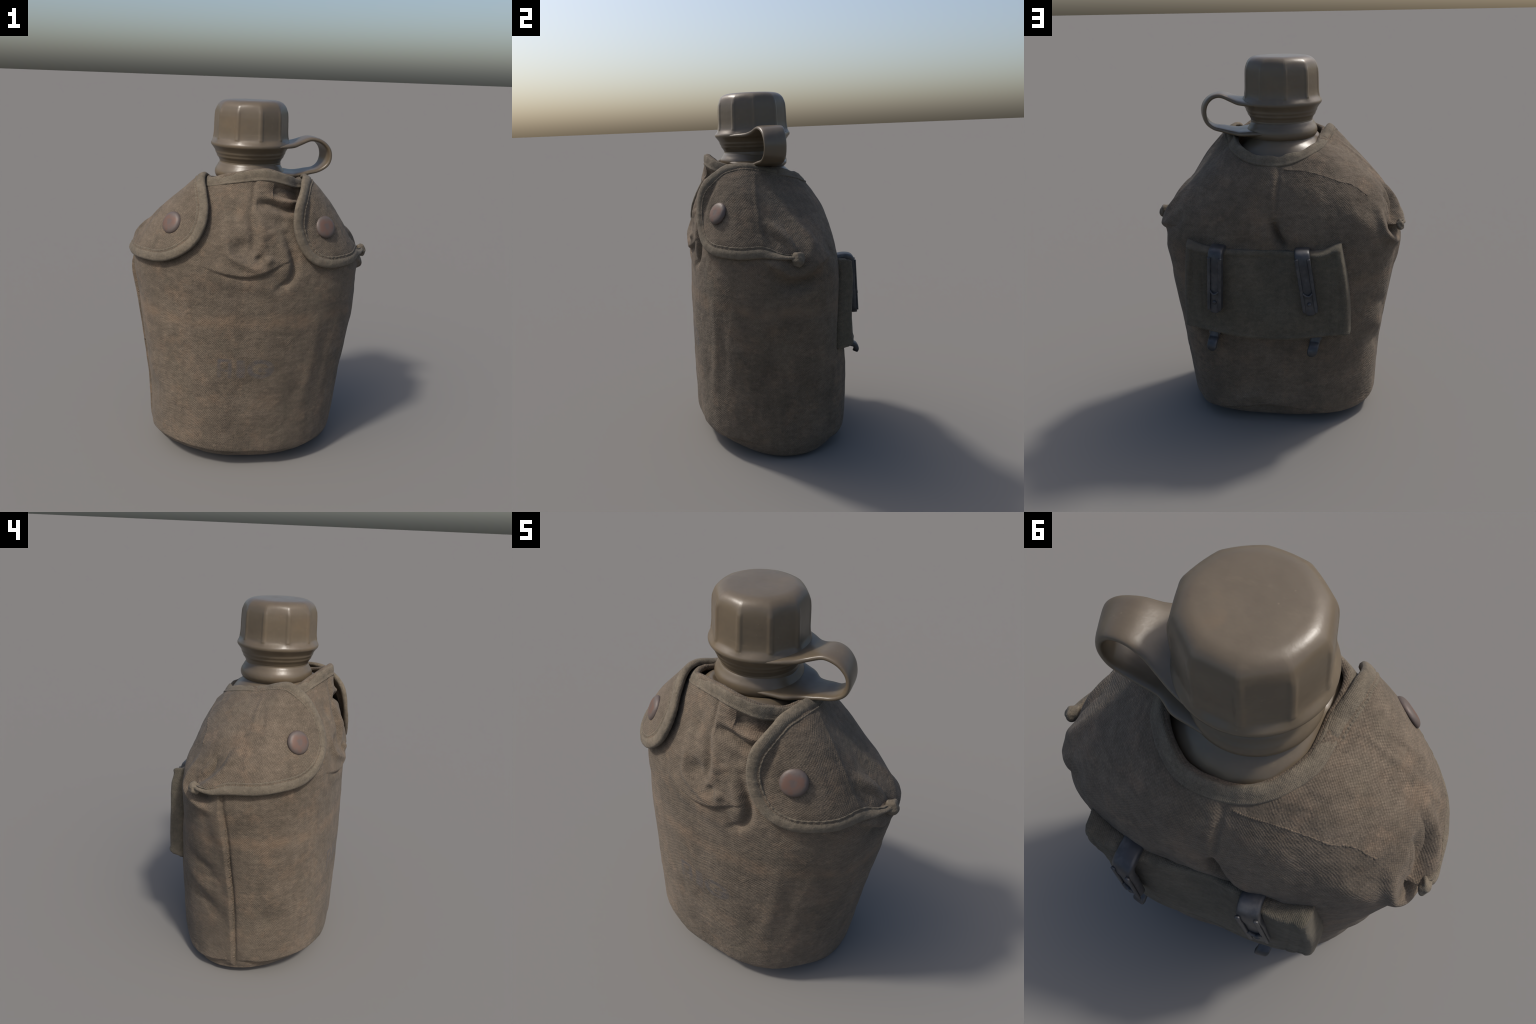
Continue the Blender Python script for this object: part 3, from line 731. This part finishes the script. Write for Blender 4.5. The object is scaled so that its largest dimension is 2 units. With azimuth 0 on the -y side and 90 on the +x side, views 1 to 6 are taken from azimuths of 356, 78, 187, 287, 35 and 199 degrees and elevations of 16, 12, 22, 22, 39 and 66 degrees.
def build_flap(side):
    fl = Flap(side)
    ns, nr = 260, 110
    S, R = np.meshgrid(np.linspace(0, 1, ns), np.linspace(0, 1, nr), indexing="ij")
    top, N = fl.at(S, R, 0.009)
    bot = top - N * 0.018
    m = nr
    v = np.concatenate([top.reshape(-1, 3), bot.reshape(-1, 3)]); base = ns * nr
    f = grid_faces(ns, nr).tolist() + grid_faces(ns, nr, base=base).tolist()
    for i in range(ns - 1):
        for j in (0, nr - 1):
            f.append((i * m + j, (i + 1) * m + j, base + (i + 1) * m + j, base + i * m + j))
    for j in range(nr - 1):
        for i in (0, ns - 1):
            f.append((i * m + j, i * m + j + 1, base + i * m + j + 1, base + i * m + j))
    ob = make_mesh("flap", v, f, flap_canvas, parent=cover)
    # binding tape round the free edge
    s = np.linspace(0.0, 1.0, 420)
    e, N = fl.at(s, 0.0)
    inn, _ = fl.at(s, 0.03)
    wid = inn - e
    length = np.linalg.norm(wid, axis=1)
    along = np.gradient(e, axis=0); along /= np.linalg.norm(along, axis=1, keepdims=True)
    b = np.cross(N, along); b /= np.linalg.norm(b, axis=1, keepdims=True)
    b *= np.sign(np.einsum("ij,ij->i", b, wid).mean())
    GS, GR = np.meshgrid(np.linspace(0, 1, 200), np.linspace(0, 0.8, 60) ** 1.3, indexing="ij")
    GP, GN = fl.at(GS, GR, 0.0)
    GP, GN = GP.reshape(-1, 3), GN.reshape(-1, 3)
    def settle(q, N):
        out, nn = np.empty_like(q), np.empty_like(q)
        for k in range(0, len(q), 60):
            d = ((q[k:k + 60, None] - GP[None]) ** 2).sum(-1)
            idx = np.argpartition(d, 6, axis=1)[:, :6]
            wgt = 1 / (np.take_along_axis(d, idx, 1) + 1e-5)
            wgt /= wgt.sum(1, keepdims=True)
            n = (GN[idx] * wgt[..., None]).sum(1); n /= np.linalg.norm(n, axis=1, keepdims=True)
            p = (GP[idx] * wgt[..., None]).sum(1)
            h = np.einsum("ij,ij->i", p - q[k:k + 60], n)
            out[k:k + 60] = q[k:k + 60] + n * np.clip(h, -0.03, 0.03)[:, None]; nn[k:k + 60] = n
        soft = lambda x: (np.roll(x, 1, 0) + 2 * x + np.roll(x, -1, 0)) / 4
        for _ in range(3):
            o2, n3 = soft(out), soft(nn)
            out[2:-2], nn[2:-2] = o2[2:-2], n3[2:-2]
        return out, nn / np.linalg.norm(nn, axis=1, keepdims=True)
    rows = []
    lump = 1 + 0.12 * value_noise(e, 13.0, 21) + 0.08 * value_noise(e, 45.0, 22)
    end = smoothstep(0.0, 0.05, s) * (1 + 0.5 * smoothstep(0.95, 0.985, s)) * (0.55 + 0.45 * smoothstep(1.0, 0.99, s))
    PROFILE = [(0.058, 0.0060), (0.056, 0.0115), (0.051, 0.0130), (0.045, 0.0060), (0.038, 0.0128), (0.020, 0.0138), (0.006, 0.0130), (-0.002, 0.0095), (-0.005, 0.000), (-0.002, -0.009), (0.005, -0.0135), (0.016, -0.0140), (0.034, -0.0130), (0.050, -0.007)]
    for a, h in PROFILE:
        # walk straight inwards from the edge, then settle on the flap's own surface
        q = e + b * (a * (1 - 0.62 * smoothstep(0.90, 0.99, s)))[:, None]
        q, n2 = settle(q, N)
        stitch = 1.0
        if a in (0.045, 0.051) and h > 0:
            stitch = 1 - (0.20 + 0.12 * value_noise(e, 30.0, 23)) * smoothstep(-0.4, 0.4, np.sin(s * 380 + 2.0 * value_noise(e, 9.0, 24)))
        rows.append(q + n2 * (h * lump * end * stitch)[:, None])
    sweep("flap_binding", np.stack(rows, 1), None, tape, parent=ob)
    return ob, fl
left_flap, LF = build_flap("left")
right_flap, RF = build_flap("right")

# bunched corner where the right flap's binding is sewn down
def corner_knot(fl, flap, size, stretch):
    p, n = fl.at(np.array([1.0]), np.array([0.0]), 0.0)
    p2, _ = fl.at(np.array([0.97]), np.array([0.0]), 0.0)
    nrm = Vector(n[0]); t = Vector(p[0] - p2[0]).normalized(); b = nrm.cross(t).normalized()
    nu, nv = 48, 28
    U, V = np.meshgrid(np.linspace(0, TAU, nu, endpoint=False), np.linspace(0, math.pi, nv), indexing="ij")
    d = np.stack([np.sin(V) * np.cos(U), np.sin(V) * np.sin(U), np.cos(V)], -1)
    bump = 1 + 0.16 * value_noise(d.reshape(-1, 3) * size, 1.4 / size, 51).reshape(U.shape) + 0.10 * np.sin(U * 3 + V * 4) * np.sin(V)
    q = d * (size * bump)[..., None]
    M = np.array([t, b, nrm])
    P = (q * np.array(stretch)) @ M + p[0] + n[0] * 0.003
    return make_mesh("flap_corner", P, grid_faces(nu, nv, close_u=True), tape, parent=flap)
corner_knot(RF, right_flap, 0.030, (1.1, 1.25, 0.95))
corner_knot(LF, left_flap, 0.027, (1.2, 1.1, 0.8))

# ---- snap buttons --------------------------------------------------------------
def place_on(fl, target):
    S, R = np.meshgrid(np.linspace(0.2, 0.95, 140), np.linspace(0.02, 0.8, 80), indexing="ij")
    P, N = fl.at(S, R, 0.009)
    i = np.unravel_index(np.linalg.norm(P - np.array(target), axis=-1).argmin(), P.shape[:2])
    return Vector(P[i]), Vector(N[i])
def snap_mesh():
    prof = dense([(0.0005, 0.0190), (0.016, 0.0190), (0.030, 0.0180), (0.042, 0.0158), (0.051, 0.0120), (0.057, 0.0065), (0.0595, 0.001), (0.059, -0.004), (0.050, -0.010)], 40)
    n = 72; ph = np.linspace(0, TAU, n, endpoint=False)
    V = np.stack([prof[None, :, 0] * np.cos(ph)[:, None], prof[None, :, 0] * np.sin(ph)[:, None], np.broadcast_to(prof[None, :, 1], (n, len(prof)))], -1)
    return V, grid_faces(n, len(prof), close_u=True), prof
def add_snap(fl, flap, target):
    V, f, prof = snap_mesh()
    pos, nrm = place_on(fl, target)
    ob = make_mesh("snap_button", V, f, snap_metal, parent=flap)
    ob.rotation_euler = nrm.to_track_quat("Z", "Y").to_euler()
    ob.location = pos
    return ob
add_snap(LF, left_flap, (-0.415, -0.300, 1.366))
add_snap(RF, right_flap, (0.371, -0.328, 1.374))

# ---- webbing strip on the back with its two belt clips ---------------------------
def back_point(x, z):
    """Point and outward normal of the smooth cover at the back for given x, z."""
    x, z = np.broadcast_arrays(np.asarray(x, float), np.asarray(z, float))
    ph = np.linspace(math.radians(95), math.radians(265), 500)
    zz = z.ravel(); xx = x.ravel(); y = np.empty(len(zz)); Pz = {}
    for i, (a, b) in enumerate(zip(xx, np.round(zz, 3))):
        if b not in Pz:
            if b <= Z0:
                Pz[b] = section(np.full(ph.shape, b), ph)
            else:
                q = section(np.full(ph.shape, Z0), ph).copy(); t = body(ph, np.full(ph.shape, 1.30))
                k = (b - Z0) / np.maximum(t[:, 2] - Z0, 1e-3)
                Pz[b] = q * (1 - k)[:, None] + t * k[:, None]
        q = Pz[b]
        o = np.argsort(q[:, 0]); y[i] = np.interp(a, q[o, 0], q[o, 1])
    return y.reshape(x.shape)

def belt_strip():
    nx, nz = 150, 90
    U, V = np.meshgrid(np.linspace(0, 1, nx), np.linspace(0, 1, nz), indexing="ij")
    # outline: u runs from the left end (x = 0.49) to the right end (x = -0.41)
    xl = 0.468 + 0.030 * (1 - V) + 0.006 * np.sin(V * 5); xr = -0.352 - 0.060 * (1 - V) - 0.016 * np.sin(math.pi * V)
    X = xl * (1 - U) + xr * U
    ztop = 1.080 - 0.018 * np.sin(math.pi * U) + 0.030 * smoothstep(0.86, 1.0, U) + 0.012 * smoothstep(0.12, 0.0, U)
    zbot = 0.600 - 0.015 * np.sin(math.pi * U) + 0.012 * np.sin(U * 9)
    Z = zbot * (1 - V) + ztop * V
    y0 = back_point(X, Z)
    # bends less sharply than the cover behind it
    edge = np.minimum(np.minimum(U, 1 - U) * 0.9, np.minimum(V, 1 - V) * 0.48)
    roundness = np.sqrt(1 - (1 - np.clip(edge / 0.018, 0, 1)) ** 2)
    sag = np.exp(-((U - 0.52) / 0.21) ** 2)
    puff = 0.046 + 0.020 * np.exp(-((U - 0.0) / 0.12) ** 2) + 0.018 * np.exp(-((1 - U) / 0.14) ** 2) - sag * (0.024 + 0.014 * smoothstep(0.35, 1.0, V))
    hem = 0.005 * smoothstep(0.035, 0.02, np.minimum(V, 1 - V) * 0.48) + 0.007 * smoothstep(0.05, 0.03, np.minimum(U, 1 - U) * 0.9)
    P0 = np.stack([X, y0, Z], -1)
    n = value_noise(P0.reshape(-1, 3), 9.0, 31).reshape(X.shape) * 0.004 + value_noise(P0.reshape(-1, 3), 30.0, 32).reshape(X.shape) * 0.0015
    stitches = sum(np.exp(-((np.abs(X - c) / 0.006)) ** 2) for c in (0.425, 0.375, -0.30, -0.345)) * 0.003
    puff = puff * (1 - 0.55 * smoothstep(0.72, 1.0, V) * np.exp(-((U - 0.52) / 0.26) ** 4))
    front = P0.copy(); front[..., 1] = y0 + 0.006 + (puff + hem + n - stitches) * (0.25 + 0.75 * roundness)
    nxy = np.stack([np.gradient(front[..., 0], axis=0), np.gradient(front[..., 1], axis=0)], -1)
    back = P0.copy(); back[..., 1] = y0 - 0.012
    v = np.concatenate([front.reshape(-1, 3), back.reshape(-1, 3)]); base = nx * nz
    f = grid_faces(nx, nz).tolist() + grid_faces(nx, nz, base=base).tolist()
    for i in range(nx - 1):
        for j in (0, nz - 1):
            f.append((i * nz + j, (i + 1) * nz + j, base + (i + 1) * nz + j, base + i * nz + j))
    for j in range(nz - 1):
        for i in (0, nx - 1):
            f.append((i * nz + j, i * nz + j + 1, base + i * nz + j + 1, base + i * nz + j))
    return make_mesh("belt_strip", v, f, webbing, parent=cover)
strip = belt_strip()

def rounded_bar(path, half, thick, name, material, parent, lean=0.0, round_end=True, k=20):
    """A flat metal strip swept along a (x, y, z) path; half width along x."""
    c = dense(path, 70)
    t = np.gradient(c, axis=0); t /= np.linalg.norm(t, axis=1, keepdims=True)
    lat0 = np.array([math.cos(lean), math.sin(lean), 0.0])
    a = np.linspace(0, TAU, k, endpoint=False); ca, sa = np.cos(a), np.sin(a)
    ex = np.sign(ca) * np.abs(ca) ** 0.35; ey = np.sign(sa) * np.abs(sa) ** 0.6
    P = []
    L = np.concatenate([[0], np.cumsum(np.linalg.norm(np.diff(c, axis=0), axis=1))])
    for i in range(len(c)):
        lat = lat0 - t[i] * (lat0 @ t[i]); lat /= np.linalg.norm(lat)
        n3 = np.cross(t[i], lat)
        w = half
        if round_end:
            rest = L[-1] - L[i]
            w = half * (1 - (1 - min(rest / (half * 0.9), 1)) ** 2.2 * 0.55) if rest < half * 0.9 else half
        P.append(c[i] + lat * (ex * w)[:, None] + n3 * (ey * thick)[:, None])
    return sweep(name, np.array(P), None, material, parent=parent)

def belt_clip(xt, xb, yt, yb, lean):
    """Folded over the top of the strip; long tongue down the outside, hook below."""
    top, low = 1.085, 0.748
    x = lambda z: xb + (xt - xb) * (z - low) / (top - low)
    yy = float(back_point(xt, 1.06))
    path = [(x(1.05), yy - 0.02, 1.075), (x(1.085), yy + 0.012, 1.086), (x(1.085), yt - 0.022, 1.087), (x(1.07), yt - 0.004, 1.079), (x(1.05), yt + 0.004, 1.055),
            (x(0.95), yt * 0.65 + yb * 0.35, 0.95), (x(0.85), yt * 0.3 + yb * 0.7, 0.85), (x(low), yb, low)]
    path = [(p[0], p[1] - 0.012, p[2] - (0.018 if p[2] > 1.0 else 0.006)) for p in path]
    clip = rounded_bar(path, 0.040, 0.019, "belt_clip", clip_metal, strip, lean)
    # raised side rails, chevron bump and rivet on the tongue
    def on(z, dx, dy):
        k = (z - low) / (1.05 - low); y = yb + (yt + 0.004 - yb) * k
        return (x(z) + dx * math.cos(lean), y + dx * math.sin(lean) + dy, z)
    for s in (-1, 1):
        rounded_bar([on(z, s * 0.031, 0.0085) for z in np.linspace(1.05, 0.760, 8)], 0.0085, 0.0050, "clip_rail", clip_metal, clip, lean, k=12)
    rounded_bar([on(0.868, -0.024, 0.009), on(0.856, -0.012, 0.011), on(0.852, 0.0, 0.012), on(0.856, 0.012, 0.011), on(0.868, 0.024, 0.009)], 0.007, 0.005, "clip_ridge", clip_metal, clip, lean + 1.57, round_end=False, k=10)
    prof = np.array([(0.0004, 0.006), (0.006, 0.0055), (0.010, 0.003), (0.0115, -0.002)])
    ph = np.linspace(0, TAU, 20, endpoint=False)
    c = np.array(on(0.805, 0, 0.010))
    V = np.stack([c[0] + prof[None, :, 0] * np.cos(ph)[:, None], c[1] + np.broadcast_to(prof[None, :, 1], (20, 4)), c[2] + prof[None, :, 0] * np.sin(ph)[:, None]], -1)
    make_mesh("clip_rivet", V, grid_faces(20, 4, close_u=True), clip_metal, parent=clip)
    return clip
left_clip = belt_clip(0.284, 0.300, 0.430, 0.442, -0.25)
right_clip = belt_clip(-0.155, -0.205, 0.416, 0.428, 0.12)

def clip_hook(x0, x1, parent, lean):
    y = float(back_point(x0, 0.58)); y2 = float(back_point(x1, 0.53))
    path = [(x0, y + 0.010, 0.625), (x0, y + 0.020, 0.592), (x0 * 0.7 + x1 * 0.3, y + 0.030, 0.572), (x0 * 0.4 + x1 * 0.6, y2 + 0.050, 0.556), (x1, y2 + 0.060, 0.535), (x1, y2 + 0.052, 0.515)]
    path = [(p[0], p[1] + 0.012 * (k > 2), p[2] - 0.004) for k, p in enumerate(path)]
    h = rounded_bar(path, 0.027, 0.014, "clip_hook", clip_metal, parent, lean)
    rounded_bar([(x0, y + 0.006, 0.615), (x0, y + 0.018, 0.600), (x0, y + 0.022, 0.583)], 0.034, 0.007, "hook_plate", clip_metal, h, lean, round_end=False)
clip_hook(0.322, 0.330, left_clip, -0.25)
clip_hook(-0.228, -0.212, right_clip, 0.12)
